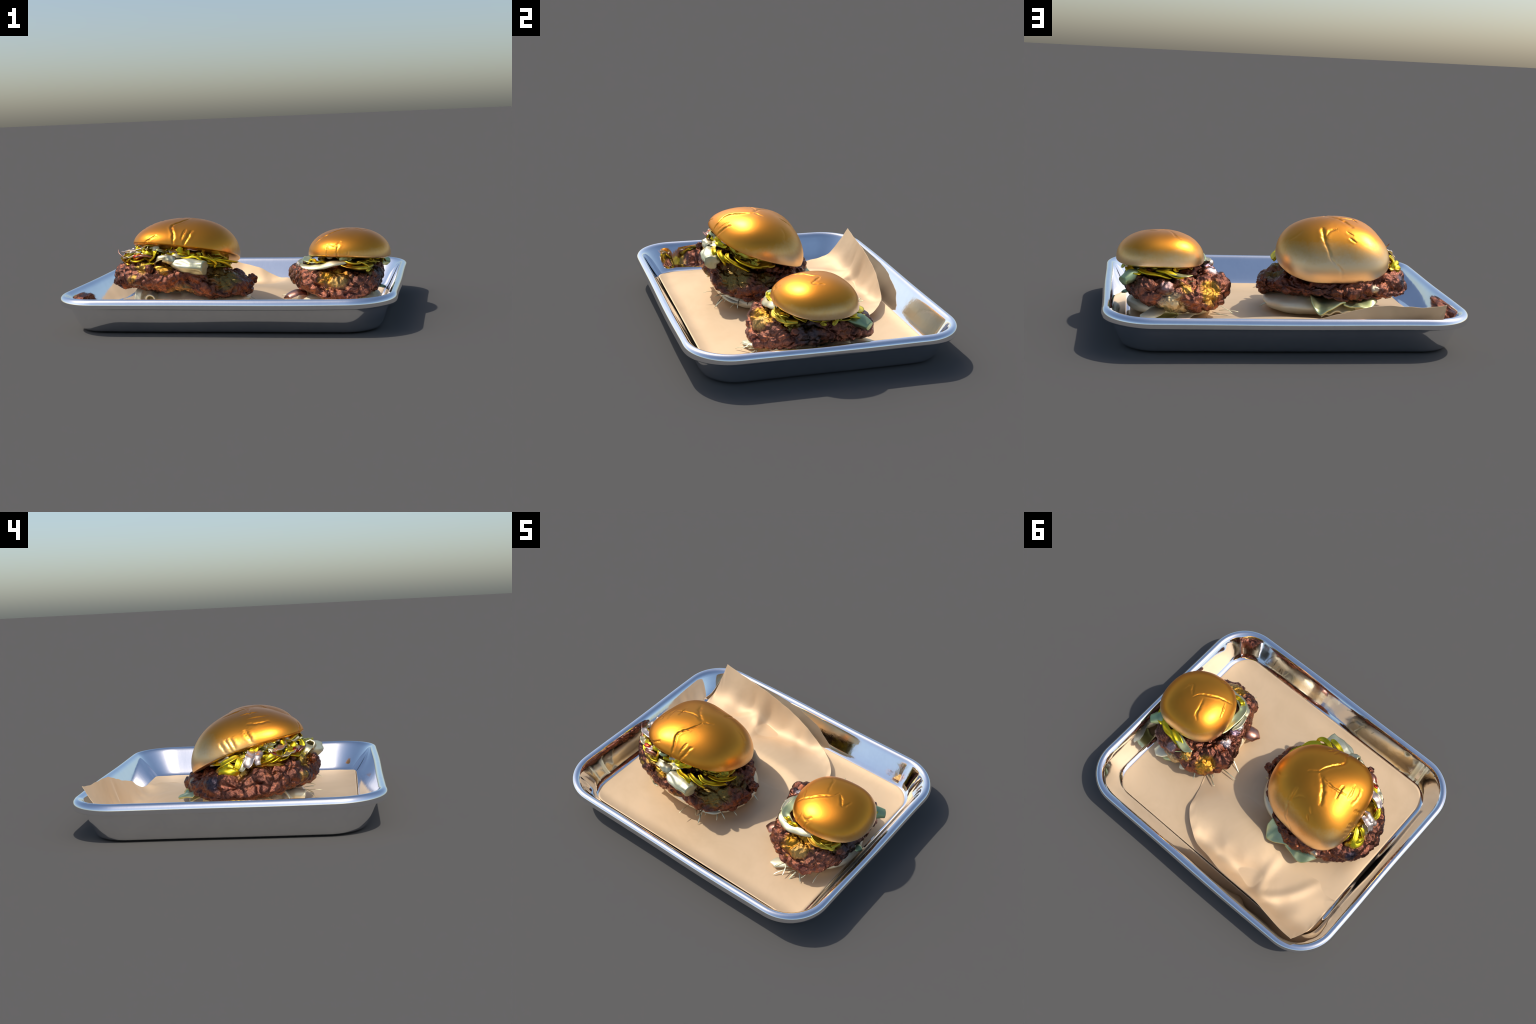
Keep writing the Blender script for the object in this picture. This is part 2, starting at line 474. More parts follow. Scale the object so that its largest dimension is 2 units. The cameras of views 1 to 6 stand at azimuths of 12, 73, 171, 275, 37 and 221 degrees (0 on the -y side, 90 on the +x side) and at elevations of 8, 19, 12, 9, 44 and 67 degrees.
# ------------------------------------------------------------------ burgers
def blob(par, nth, nph):
    """Tilted, bent super-ellipsoid of irregular plan: centre, two tilts, radius, heights above and
    below the rim, two roundness exponents, plan harmonics 2..4, bending terms."""
    c = np.array(par[:3])
    tx, ty, R0, ht, hb, et, eb = par[3:10]
    H, k = par[10:16], par[16:20]
    lean = list(par[20:24]) + [0] * (4 - len(par[20:24]))
    th = np.linspace(0, TAU, nth, endpoint=False)
    ph = np.radians(np.linspace(-90, 90, nph))
    R = np.ones(nth)
    for j in (2, 3, 4):
        R = R + H[2 * j - 4] * np.cos(j * th) + H[2 * j - 3] * np.sin(j * th)
    R = R * R0
    cp, sp = np.cos(ph).clip(0, 1), np.sin(ph)
    e, h = np.where(ph >= 0, et, eb), np.where(ph >= 0, ht, hb)
    # even out the ring spacing along the profile
    rho, z = cp ** (2 / e), np.sign(sp) * np.abs(sp) ** (2 / e) * h
    dense_ph = np.radians(np.linspace(-90, 90, 4001))
    de, dh = np.where(dense_ph >= 0, et, eb), np.where(dense_ph >= 0, ht, hb)
    dr = np.cos(dense_ph).clip(0, 1) ** (2 / de)
    dz = np.sign(np.sin(dense_ph)) * np.abs(np.sin(dense_ph)) ** (2 / de) * dh
    s = np.r_[0, np.cumsum(np.hypot(np.diff(dr) * R0, np.diff(dz)))]
    u = np.linspace(0, s[-1], nph)
    rho, z = np.interp(u, s, dr), np.interp(u, s, dz)
    rho[0] = rho[-1] = 0.002
    X = rho[:, None] * R * np.cos(th)
    Y = rho[:, None] * R * np.sin(th)
    Z = np.repeat(z[:, None], nth, 1)
    x, y = X / R0, Y / R0
    Z = Z * np.where(Z > 0, 1 + lean[0] * x + lean[1] * y + lean[2] * (x * x - y * y) + lean[3] * 2 * x * y, 1)
    Z = Z + k[0] * (x * x - y * y) + k[1] * 2 * x * y + k[2] * (x * x + y * y) + k[3] * y ** 3
    P = np.stack([X, Y, Z], -1).reshape(-1, 3)
    cx, sx, cy, sy = math.cos(tx), math.sin(tx), math.cos(ty), math.sin(ty)
    M = np.array([[cy, 0, sy], [0, 1, 0], [-sy, 0, cy]]) @ np.array([[1, 0, 0], [0, cx, -sx], [0, sx, cx]])
    F = grid_faces(nph, nth)
    F.append(tuple(range(nth - 1, -1, -1)))
    F.append(tuple(range((nph - 1) * nth, nph * nth)))
    return P @ M.T + c, F


def grid_normals(P, nth, nph):
    G = P.reshape(nph, nth, 3)
    du = np.roll(G, -1, 1) - np.roll(G, 1, 1)
    dv = np.gradient(G, axis=0)
    N = np.cross(du, dv)
    N /= np.linalg.norm(N, axis=-1, keepdims=True) + 1e-12
    return N.reshape(-1, 3)


def build_crown(parent, par, mat, grooves, nth, nph, seed):
    P, F = blob(par, nth, nph)
    N = grid_normals(P, nth, nph)
    lum = fbm(P[::1], 4.0, 2, seed)
    disp = 0.003 * lum - 0.001
    for line, depth, width, lip in grooves:
        ln = catmull(line, 24) if len(line) > 2 else np.linspace(line[0], line[1], 12)
        ln = np.array([P[((P - q) ** 2).sum(1).argmin()] for q in ln])      # lay the crack on the skin
        depth, width, lip = depth * 0.40, width * 0.80, lip * 0.5
        lo, hi = ln.min(0) - 0.07, ln.max(0) + 0.07
        sel = np.where(((P > lo) & (P < hi)).all(1))[0]
        if len(sel) == 0:
            continue
        jit = 0.006 * np.array([noise.noise(Vector(p) * 38 + Vector((seed, 0, 0))) for p in P[sel]])
        d, pos = dist_polyline(P[sel], ln)
        d = np.abs(d + jit)
        fade = np.clip(np.sin(np.clip(pos, 0, 1) * math.pi), 0, 1) ** 0.5
        disp[sel] += fade * (-depth * np.exp(-(d / width) ** 2) + lip * depth * np.exp(-((d - 2.3 * width) / (1.6 * width)) ** 2))
    P = P + N * disp[:, None]
    return mesh_object("bun_crown", P, F, mat, parent)


def meat_lumps(P, seed):
    """Height of coarse mince: uneven clumps with creases between them, crinkled all over."""
    out = np.empty(len(P))
    o = Vector((seed, seed * 2.3, -seed))
    for i, p in enumerate(P):
        v = Vector(p)
        w = v + 0.022 * noise.noise_vector(v * 9 + o) + 0.010 * noise.noise_vector(v * 26 - o)
        f1, _ = noise.voronoi(w * 13 + o)
        f2, _ = noise.voronoi(w * 34 - o)
        size = 0.5 + 0.5 * noise.noise(v * 7 - o)
        clump = max(0.0, 1 - min(1.0, f1[0] * 1.08) ** 2) ** 0.85
        crease = 1 - min(1.0, (f1[1] - f1[0]) * 4.0)
        small = (1 - min(1.0, f2[0] * 1.1) ** 2) * (1 - min(1.0, (f2[1] - f2[0]) * 5) * 0.0)
        crinkle = noise.fractal(w * 50 + o, 0.8, 2.1, 3)
        out[i] = (0.038 * clump * (0.45 + 0.8 * size) - 0.003 * crease + 0.009 * small * (1.1 - size)
                  + 0.0045 * crinkle + 0.022 * noise.noise(v * 7 + o)
                  - 0.030 * max(0.0, noise.noise(w * 24 - o) - 0.22))
    return out


def build_patty(parent, par, mat, nth, nph, seed, pits=()):
    P, F = blob(par, nth, nph)
    N = grid_normals(P, nth, nph)
    h = meat_lumps(P, seed)
    h = h - np.percentile(h, 86) + 0.001
    P = P + N * h[:, None]
    return mesh_object("patty", P, F, mat, parent)


def strip(name, parent, mat, pts, width, thick=0.006, up=(0, 0, 1), cup=0.0, taper=(0.6, 0.4), wave=0.0, waves=3,
          n=44, roll=0.0, seed=0):
    """A leaf, ribbon or slice: a cupped cross-section with real thickness swept along a smooth path."""
    C = catmull(pts, n)
    T = np.gradient(C, axis=0)
    T /= np.linalg.norm(T, axis=1, keepdims=True)
    U = np.asarray(up, float)
    if U.ndim == 1:
        U = np.repeat(U[None], n, 0)
    else:
        U = catmull(U, n)
    S = np.cross(T, U)
    S /= np.linalg.norm(S, axis=1, keepdims=True) + 1e-9
    W = np.cross(S, T)
    if roll:
        a = np.linspace(0, roll, n)[:, None]
        S, W = np.cos(a) * S + np.sin(a) * W, np.cos(a) * W - np.sin(a) * S
    m = 9
    q = np.linspace(-1, 1, m)
    u = np.linspace(0, 1, n)
    prof = np.interp(u, [0, 0.18, 0.5, 0.8, 1.0], [taper[0], 0.92, 1.0, 0.92, taper[1]])
    rows = []
    for i in range(n):
        w = width * 0.5 * prof[i]
        ang = q * (0.5 * cup) if cup else None
        if cup:
            r = w / (abs(cup) * 0.5)
            x = r * np.sin(ang)
            y = r * (1 - np.cos(ang)) * (1 if cup > 0 else -1)
        else:
            x, y = q * w, np.zeros(m)
        y = y + wave * np.sin(u[i] * waves * TAU + seed + q * 0.6) * (0.35 + 0.65 * np.abs(q))
        th = thick * 0.5 * (0.35 + 0.65 * np.sqrt(np.clip(1 - q ** 4, 0, 1))) * min(1, 0.4 + 6 * min(u[i], 1 - u[i]))
        base = C[i] + x[:, None] * S[i] + y[:, None] * W[i]
        rows.append(np.vstack([base + th[:, None] * W[i], (base - th[:, None] * W[i])[::-1]]))
    V = np.concatenate(rows)
    F = grid_faces(n, 2 * m)
    F.append(tuple(range(2 * m - 1, -1, -1)))
    F.append(tuple(range((n - 1) * 2 * m, n * 2 * m)))
    return mesh_object(name, V, F, mat, parent)


def tube(name, parent, mat, pts, radii, n=30, seg=28, hollow=0.0, squash=1.0, lump=0.0):
    """Rolled or rod-like piece; hollow > 0 leaves an open pipe with that wall thickness."""
    C = catmull(pts, n)
    T = np.gradient(C, axis=0)
    T /= np.linalg.norm(T, axis=1, keepdims=True)
    up = np.array([0.0, 0, 1.0]) if abs(T[:, 2]).max() < 0.9 else np.array([1.0, 0, 0])
    S = np.cross(T, up)
    S /= np.linalg.norm(S, axis=1, keepdims=True)
    W = np.cross(S, T)
    R = np.interp(np.linspace(0, 1, n), np.linspace(0, 1, len(radii)), radii)
    a = np.linspace(0, TAU, seg, endpoint=False)

    def ring(i, r, shift=0.0):
        if lump:                             # flattened facets and dents instead of a turned rod
            r = r * (1 + lump * np.array([noise.noise(Vector((1.6 * math.cos(q), 1.6 * math.sin(q), i * 0.09 + R[0] * 99))) for q in a]))[:, None]
        return C[i] + T[i] * shift + r * (np.cos(a)[:, None] * S[i] + squash * np.sin(a)[:, None] * W[i])
    rows = []
    if hollow:
        rows.append(ring(0, R[0] - hollow))
        rows += [ring(i, R[i] * (0.97 if i in (0, n - 1) else 1)) for i in range(n)]
        rows.append(ring(n - 1, R[-1] - hollow))
        rows += [ring(i, R[i] - hollow) for i in range(n - 2, 0, -1)]
        V = np.concatenate(rows)
        F = grid_faces(len(rows), seg)
        L = len(rows)
        F += [((L - 1) * seg + j, (L - 1) * seg + (j + 1) % seg, (j + 1) % seg, j) for j in range(seg)]
    else:
        for f in (0.0, 0.35, 0.65, 0.86):
            rows.append(ring(0, R[0] * f if f else 1e-4, -R[0] * 0.10 * (1 - f * f)))
        rows += [ring(i, R[i]) for i in range(n)]
        for f in (0.86, 0.65, 0.35, 0.0):
            rows.append(ring(n - 1, R[-1] * f if f else 1e-4, R[-1] * 0.10 * (1 - f * f)))
        V = np.concatenate(rows)
        F = grid_faces(len(rows), seg)
    return mesh_object(name, V, F, mat, parent)


def nugget(name, parent, mat, centre, size, seed, rough=0.12, rot=0.0):
    """Small lumpy piece: noise-dented ellipsoid."""
    bm = bmesh.new()
    bmesh.ops.create_icosphere(bm, subdivisions=4, radius=1)
    V = np.array([v.co[:] for v in bm.verts])
    F = [[v.index for v in f.verts] for f in bm.faces]
    bm.free()
    d = np.array([noise.noise(Vector(p) * 1.9 + Vector((seed, seed * .7, 0))) for p in V])
    d += 0.5 * np.array([noise.noise(Vector(p) * 4.5 + Vector((seed, 0, seed))) for p in V])
    V = V * (1 + rough * d[:, None]) * np.asarray(size)
    c, s = math.cos(rot), math.sin(rot)
    V = V @ np.array([[c, s, 0], [-s, c, 0], [0, 0, 1]])
    return mesh_object(name, V + np.asarray(centre), F, mat, parent)


def merge_stuff(name, parent, objs):
    """Join countless small pieces into one part."""
    V, F, o = [], [], 0
    for ob in objs:
        me = ob.data
        V.append(np.array([v.co[:] for v in me.vertices]))
        F += [tuple(i + o for i in p.vertices) for p in me.polygons]
        o += len(me.vertices)
    mat = objs[0].data.materials[0]
    for ob in objs:
        me = ob.data
        bpy.data.objects.remove(ob)
        bpy.data.meshes.remove(me)
    ob = mesh_object(name, np.concatenate(V) + np.array(parent.location), F, mat, parent)
    ob["kind"] = "stuff"
    return ob


def sprouts(parent, roots, seed, mat=MAT_SPROUT, name="sprout"):
    """Thin curved blades poking out: (root, direction, length, width)."""
    r = random.Random(seed)
    out = []
    for (x, y, z), (dx, dy, dz), L, w in roots:
        d = np.array([dx, dy, dz], float)
        d /= np.linalg.norm(d)
        bend = np.array([r.uniform(-.3, .3), r.uniform(-.3, .3), r.uniform(-.5, -.1)])
        a = np.array([x, y, z])
        pts = [a, a + d * L * 0.4, a + d * L * 0.75 + bend * L * 0.12, a + d * L + bend * L * 0.3]
        out.append(strip(name, parent, mat, pts, w, w * 0.4, taper=(0.9, 0.15), n=14, roll=r.uniform(-.6, .6)))
    return out


def leaf_sheet(name, parent, mat, root, tip, thick=0.010, bulge=0.03, ruffle=0.01, waves=2.5, n=60, m=24, seed=0):
    """Broad leaf stretched between a root line and a frilled outer line, arched in between."""
    A, B = catmull(root, n), catmull(tip, n)
    rows = []
    u = np.linspace(0, 1, n)
    for k in range(m):
        t = k / (m - 1)
        R = A * (1 - t) + B * t
        R[:, 2] += bulge * math.sin(math.pi * t) * (0.7 + 0.3 * np.sin(u * waves * TAU + seed))
        R[:, 2] += ruffle * t ** 2 * np.sin(u * waves * 2 * TAU + seed * 2)
        R[:, :2] += (0.004 * t * np.sin(u * waves * 1.7 * TAU + seed))[:, None]
        rows.append(R)
    V = np.concatenate(rows)
    ob = mesh_object(name, V, grid_faces(m, n, wrap=False), mat, parent)
    md = ob.modifiers.new("thickness", "SOLIDIFY")
    md.thickness, md.offset = thick, 0
    return ob


def pack_filling(parent, crown, patty, angles, count, seed, kinds, names, reach=(0.66, 0.88)):
    """Short limp shreds crammed into the gap between patty and crown along the given arc."""
    r = random.Random(seed)
    C, _ = blob(crown, 180, 90)
    M, _ = blob(patty, 180, 90)
    cx, cy = C[:, 0].mean(), C[:, 1].mean()
    ca = np.arctan2(C[:, 1] - cy, C[:, 0] - cx)
    cr = np.hypot(C[:, 0] - cx, C[:, 1] - cy)

    def lip(a):
        m = np.abs((ca - a + math.pi) % TAU - math.pi) < 0.06
        i = np.where(m)[0][cr[m].argmax()]
        return cr[i], C[i, 2]

    def patty_top(x, y):
        m = np.hypot(M[:, 0] - x, M[:, 1] - y) < 0.025
        return M[m, 2].max() if m.any() else 0.2
    for k in range(count):
        a = r.uniform(*angles)
        span = r.uniform(0.16, 0.42) * r.choice((-1, 1))
        f = r.uniform(*reach)
        lvl = r.random()
        pts = []
        tilt = r.uniform(-.35, .35)
        for t in (0, .33, .66, 1):
            b = a + span * t
            R, zl = lip(b)
            R = R * (f + 0.05 * math.sin(t * 5 + k))
            x, y = cx + R * math.cos(b), cy + R * math.sin(b)
            lo = patty_top(x, y) + 0.004
            lo = max(lo, zl - 0.075)
            hi = max(zl - 0.012, lo + 0.006)
            q = min(1, max(0, lvl + tilt * (t - .5) + 0.12 * math.sin(t * 7 + k * 2)))
            pts.append((x, y, lo + (hi - lo) * q))
        i = r.choices(range(len(kinds)), weights=[w for _, w in kinds])[0]
        strip(names[i], parent, kinds[i][0], pts, r.uniform(0.020, 0.042), r.uniform(0.005, 0.009),
              up=(0.9 * math.cos(a), 0.9 * math.sin(a), r.uniform(0.2, 1.0)), cup=r.uniform(0.3, 1.1) * r.choice((-1, 1)),
              wave=r.uniform(.002, .006), waves=r.uniform(1, 2), n=30, roll=r.uniform(-1.4, 1.4), taper=(r.uniform(.3, .9), r.uniform(.2, .8)), seed=k)


# ---- fitted bodies
BIG_CROWN = [-0.3551, -0.074, 0.3904, -0.3002, 0.1047, 0.3348, 0.209, 0.0245, 1.942, 2.8264, 0.0243, -0.0037, 0.0453, 0.0175,
             -0.0384, -0.0031, 0.0138, -0.0005, -0.0116, -0.0146, 0.1297, 0.0747, 0.064, -0.0486]
SMALL_CROWN = [0.6741, -0.0376, 0.3691, -0.064, 0.0104, 0.252, 0.1443, 0.0308, 2.2631, 2.542, 0.0252, 0.0028, -0.0021, 0.0222,
               -0.0208, -0.0125, -0.0053, 0.0052, -0.0113, -0.0001, 0.0093, 0.1329, 0.0018, -0.0408]
BIG_PATTY = [-0.3695, -0.1048, 0.24, 0.0203, 0.0478, 0.4028, 0.1108, 0.0794, 3.3297, 2.7587, 0.1148, -0.0522, -0.0078, -0.0266,
             0.0282, -0.0202, -0.0115, 0.0164, -0.0305, -0.0389, -0.3365, -0.4388, 0.0044, -0.1671]
SMALL_PATTY = [0.5967, -0.0303, 0.2003, -0.048, -0.0265, 0.3348, 0.1157, 0.0902, 3.2238, 2.4235,
               -0.1294, -0.0289, -0.0273, 0.061, -0.0199, -0.0182, 0.029, 0.0248, -0.0028, 0.0121]

BIG_GROOVES = [
    ([(-0.35, -0.38, 0.466), (-0.347, -0.364, 0.5), (-0.354, -0.335, 0.537), (-0.365, -0.309, 0.56), (-0.378, -0.274, 0.581),
      (-0.332, -0.203, 0.598), (-0.309, -0.157, 0.603), (-0.301, -0.118, 0.604)], 0.016, 0.0075, 0.35),
    ([(-0.309, -0.110, 0.606), (-0.328, -0.102, 0.608), (-0.372, -0.065, 0.608), (-0.408, -0.025, 0.598), (-0.433, 0.016, 0.583),
      (-0.445, 0.048, 0.569)], 0.012, 0.013, 0.3),
    ([(-0.339, -0.103, 0.609), (-0.391, -0.095, 0.612), (-0.451, -0.097, 0.606), (-0.527, -0.116, 0.585)], 0.008, 0.008, 0.3),
    ([(-0.475, -0.150, 0.604), (-0.488, -0.089, 0.596), (-0.494, -0.050, 0.587)], 0.010, 0.007, 0.3),
    ([(-0.527, -0.212, 0.583), (-0.546, -0.148, 0.578), (-0.548, -0.103, 0.573)], 0.006, 0.008, 0.4),
    ([(-0.57, -0.224, 0.558), (-0.591, -0.153, 0.549), (-0.586, -0.095, 0.547)], 0.006, 0.009, 0.4),
    ([(-0.300, -0.118, 0.604), (-0.265, -0.098, 0.598), (-0.240, -0.080, 0.590)], 0.006, 0.008, 0.4),
    ([(-0.249, -0.288, 0.545), (-0.263, -0.335, 0.508), (-0.286, -0.367, 0.46)], 0.013, 0.008, 0.35),
    ([(-0.285, -0.285, 0.552), (-0.296, -0.330, 0.518), (-0.303, -0.352, 0.490)], 0.006, 0.006, 0.3),
    ([(-0.452, -0.356, 0.526), (-0.493, -0.366, 0.502), (-0.526, -0.365, 0.478)], 0.012, 0.007, 0.35),
    ([(-0.647, 0.042, 0.456), (-0.662, 0.022, 0.425), (-0.673, 0.006, 0.40)], 0.006, 0.008, 0.6),
    ([(-0.642, 0.017, 0.472), (-0.660, -0.008, 0.44), (-0.671, -0.028, 0.406)], 0.006, 0.008, 0.6),
    ([(-0.64, -0.009, 0.48), (-0.645, -0.030, 0.44), (-0.650, -0.050, 0.399)], 0.006, 0.009, 0.6),
    ([(-0.618, -0.086, 0.518), (-0.640, -0.110, 0.485), (-0.657, -0.131, 0.45)], 0.007, 0.010, 0.6),
    ([(-0.262, 0.037, 0.564), (-0.26, 0.112, 0.51), (-0.266, 0.139, 0.482), (-0.284, 0.173, 0.435), (-0.294, 0.189, 0.404),
      (-0.316, 0.2, 0.382), (-0.351, 0.214, 0.342), (-0.356, 0.216, 0.289)], 0.007, 0.011, 0.3),
    ([(-0.262, 0.037, 0.564), (-0.258, 0.085, 0.535), (-0.262, 0.125, 0.497)], 0.009, 0.012, 0.4),
    ([(-0.274, 0.104, 0.521), (-0.301, 0.076, 0.548), (-0.349, 0.061, 0.565)], 0.006, 0.009, 0.3),
    ([(-0.399, 0.084, 0.553), (-0.435, 0.112, 0.532)], 0.006, 0.008, 0.4),
    ([(-0.41, 0.124, 0.522), (-0.445, 0.15, 0.495)], 0.009, 0.007, 0.4),
    ([(-0.15, 0.02, 0.545), (-0.10, 0.035, 0.515), (-0.06, 0.02, 0.48)], 0.003, 0.012, 0.3),
]
SMALL_GROOVES = [
    ([(0.688, -0.009, 0.512), (0.667, -0.056, 0.513), (0.608, -0.097, 0.507), (0.563, -0.129, 0.493), (0.512, -0.151, 0.463),
      (0.480, -0.170, 0.435)], 0.009, 0.007, 0.3),
    ([(0.515, -0.145, 0.468), (0.489, -0.082, 0.464), (0.469, -0.036, 0.454)], 0.008, 0.0055, 0.4),
    ([(0.63, -0.051, 0.512), (0.606, 0.017, 0.506), (0.594, 0.064, 0.495), (0.561, 0.089, 0.478)], 0.005, 0.009, 0.3),
    ([(0.579, -0.246, 0.442), (0.617, -0.262, 0.438), (0.649, -0.24, 0.464)], 0.006, 0.009, 0.3),
    ([(0.70, -0.02, 0.513), (0.735, -0.06, 0.508), (0.758, -0.092, 0.503)], 0.007, 0.008, 0.3),
    ([(0.758, -0.092, 0.503), (0.774, -0.058, 0.502), (0.781, -0.019, 0.5)], 0.005, 0.008, 0.3),
    ([(0.565, -0.240, 0.445), (0.567, -0.256, 0.41), (0.567, -0.264, 0.36)], 0.007, 0.005, 0.4),
    ([(0.638, -0.26, 0.444), (0.627, -0.275, 0.414), (0.626, -0.28, 0.375), (0.628, -0.275, 0.35)], 0.008, 0.006, 0.5),
    ([(0.691, -0.279, 0.405), (0.686, -0.279, 0.36)], 0.004, 0.005, 0.3),
]


def rim_sprouts(par, angles, z, seed, L=(0.04, 0.09), outset=0.92, w=0.006):
    """Blades hanging out under the edge of a patty at the given angles."""
    r = random.Random(seed)
    out = []
    for a in angles:
        R = par[5] * (1 + sum(par[10 + 2 * j - 4] * math.cos(j * a) + par[11 + 2 * j - 4] * math.sin(j * a) for j in (2, 3, 4)))
        x, y = par[0] + outset * R * math.cos(a), par[1] + outset * R * math.sin(a)
        b = a + r.uniform(-.8, .8)
        out.append(((x, y, z + r.uniform(-.012, .012)), (math.cos(b), math.sin(b), r.uniform(-.7, .1)), r.uniform(*L),
                    w * r.uniform(.6, 1.4)))
    return out


def build_big_burger():
    base = np.array([-0.32, -0.06, FLOOR])
    g = empty("large_burger", base, "large hamburger with tall glossy bun tilted over a thick lumpy patty", "hamburger")

    def L(p):
        return tuple(np.array(p) - base)
    mat = bun_material("toasted_bun_large", 0.23 - FLOOR, 0.34,
                       [(L((-0.05, -0.25, 0.36)), 0.07, (0.80, 0.28, 0.06)), (L((-0.70, -0.1, 0.4)), 0.10, (0.85, 0.50, 0.16))])
    build_crown(g, BIG_CROWN, mat, BIG_GROOVES, 560, 260, 3.0)
    meat = meat_material("seared_mince_large", [
        (L((-0.391, -0.421, 0.336)), 0.05, (0.55, 0.28, 0.03), 0.4), (L((-0.06, -0.31, 0.29)), 0.13, (0.20, 0.14, 0.04), 0.5),
        (L((0.0, -0.12, 0.30)), 0.10, (0.18, 0.12, 0.03), 0.5), (L((-0.596, -0.394, 0.272)), 0.025, (0.42, 0.24, 0.05), 0.4),
        (L((-0.625, -0.378, 0.257)), 0.03, (0.40, 0.22, 0.07), 0.4), (L((0.009, -0.05, 0.283)), 0.05, (0.34, 0.20, 0.05), 0.5),
        (L((-0.223, 0.2, 0.252)), 0.03, (0.52, 0.40, 0.34), 0.4), (L((-0.554, 0.227, 0.241)), 0.03, (0.55, 0.46, 0.32), 0.5),
        (L((-0.76, 0.079, 0.264)), 0.05, (0.05, 0.045, 0.06), 0.5), (L((-0.30, -0.43, 0.15)), 0.10, (0.40, 0.22, 0.08), 0.5),
        (L((-0.70, -0.05, 0.31)), 0.06, (0.55, 0.36, 0.08), 0.5), (L((-0.52, -0.36, 0.34)), 0.07, (0.45, 0.28, 0.05), 0.6)])
    build_patty(g, BIG_PATTY, meat, 520, 200, 1.3)

    heel = [-0.300, -0.095, 0.110, 0.0, 0.06, 0.322, 0.070, 0.072, 2.2, 2.2, 0.10, 0.0, 0.01, 0.01, -0.02, 0.0, 0, 0, 0, 0]
    P, F = blob(heel, 160, 60)
    P[:, 2] += 0.006 * fbm(P, 9, 2, 5.0)
    P[:, 2] = np.maximum(P[:, 2], FLOOR + 0.0005)
    mesh_object("bun_heel", P, F, MAT_HEEL, g)

    # filling in front: rolled onion, folded onion, relish ribbons
    tube("onion_roll", g, MAT_STALK, [(-0.345, -0.395, 0.362), (-0.29, -0.412, 0.354), (-0.22, -0.425, 0.346), (-0.142, -0.440, 0.338)],
         [0.034, 0.054, 0.058, 0.052], seg=36, squash=0.74, lump=0.38)
    tube("onion_ring", g, MAT_ONION, [(-0.395, -0.418, 0.400), (-0.37, -0.414, 0.388), (-0.335, -0.405, 0.374)], [0.028, 0.034, 0.034], hollow=0.010, seg=28, squash=0.85, lump=0.25)
    strip("onion_slice", g, MAT_ONION, [(-0.455, -0.385, 0.355), (-0.435, -0.405, 0.385), (-0.405, -0.41, 0.392), (-0.375, -0.40, 0.378),
                                        (-0.34, -0.39, 0.392), (-0.28, -0.36, 0.40)], 0.055, 0.009, up=(0, -0.6, 1), cup=1.4, wave=0.004)
    strip("onion_slice", g, MAT_ONION_PINK, [(-0.712, -0.245, 0.410), (-0.67, -0.275, 0.420), (-0.60, -0.285, 0.428), (-0.53, -0.28, 0.432)],
          0.046, 0.008, cup=0.8, wave=0.003)
    strip("onion_slice", g, MAT_ONION_PINK, [(-0.60, -0.345, 0.390), (-0.56, -0.352, 0.402), (-0.515, -0.345, 0.410)], 0.038, 0.008, cup=0.9)
    strip("onion_slice", g, MAT_ONION_PINK, [(-0.742, -0.10, 0.335), (-0.735, -0.115, 0.365), (-0.705, -0.125, 0.392), (-0.66, -0.13, 0.405)],
          0.060, 0.010, up=(-1, 0, .4), cup=1.8, wave=0.004)
    strip("onion_slice", g, MAT_ONION_PINK, [(-0.755, -0.165, 0.350), (-0.735, -0.155, 0.380), (-0.70, -0.165, 0.400), (-0.65, -0.17, 0.41)],
          0.050, 0.010, up=(-1, 0, .4), cup=-1.8, wave=0.004)
    strip("onion_slice", g, MAT_ONION, [(-0.735, -0.07, 0.315), (-0.725, -0.085, 0.345), (-0.69, -0.10, 0.375)], 0.042, 0.010, up=(-1, 0, .4), cup=1.6)
    strip("onion_slice", g, MAT_ONION, [(-0.69, -0.280, 0.375), (-0.66, -0.310, 0.385), (-0.61, -0.335, 0.395), (-0.57, -0.330, 0.41)], 0.042, 0.008, cup=0.8, wave=0.003)
    nugget("pickle_slice", g, MAT_YELLOW, (-0.715, -0.008, 0.312), (0.050, 0.060, 0.036), 3.3, 0.06)
    tube("pickle_slice", g, MAT_YELLOW, [(-0.745, -0.035, 0.335), (-0.735, -0.012, 0.342), (-0.73, 0.012, 0.335)], [0.012, 0.02, 0.012])
    curls = [
        [(-0.30, -0.375, 0.385), (-0.255, -0.40, 0.392), (-0.21, -0.41, 0.398), (-0.175, -0.415, 0.385), (-0.168, -0.41, 0.360)],
        [(-0.21, -0.365, 0.390), (-0.16, -0.385, 0.392), (-0.115, -0.385, 0.375), (-0.095, -0.37, 0.350), (-0.10, -0.36, 0.325)],
        [(-0.16, -0.33, 0.385), (-0.11, -0.345, 0.370), (-0.06, -0.31, 0.345), (-0.036, -0.245, 0.312), (-0.025, -0.225, 0.300)],
        [(-0.12, -0.29, 0.37), (-0.06, -0.27, 0.352), (-0.02, -0.215, 0.338), (-0.005, -0.15, 0.325)],
        [(-0.24, -0.36, 0.36), (-0.19, -0.37, 0.368), (-0.14, -0.36, 0.352), (-0.10, -0.33, 0.338)],
    ]
    for c in curls:
        strip("relish_ribbon", g, MAT_YELLOW, c, 0.036, 0.012, cup=1.4, wave=0.002, waves=1.3, seed=len(g.children))
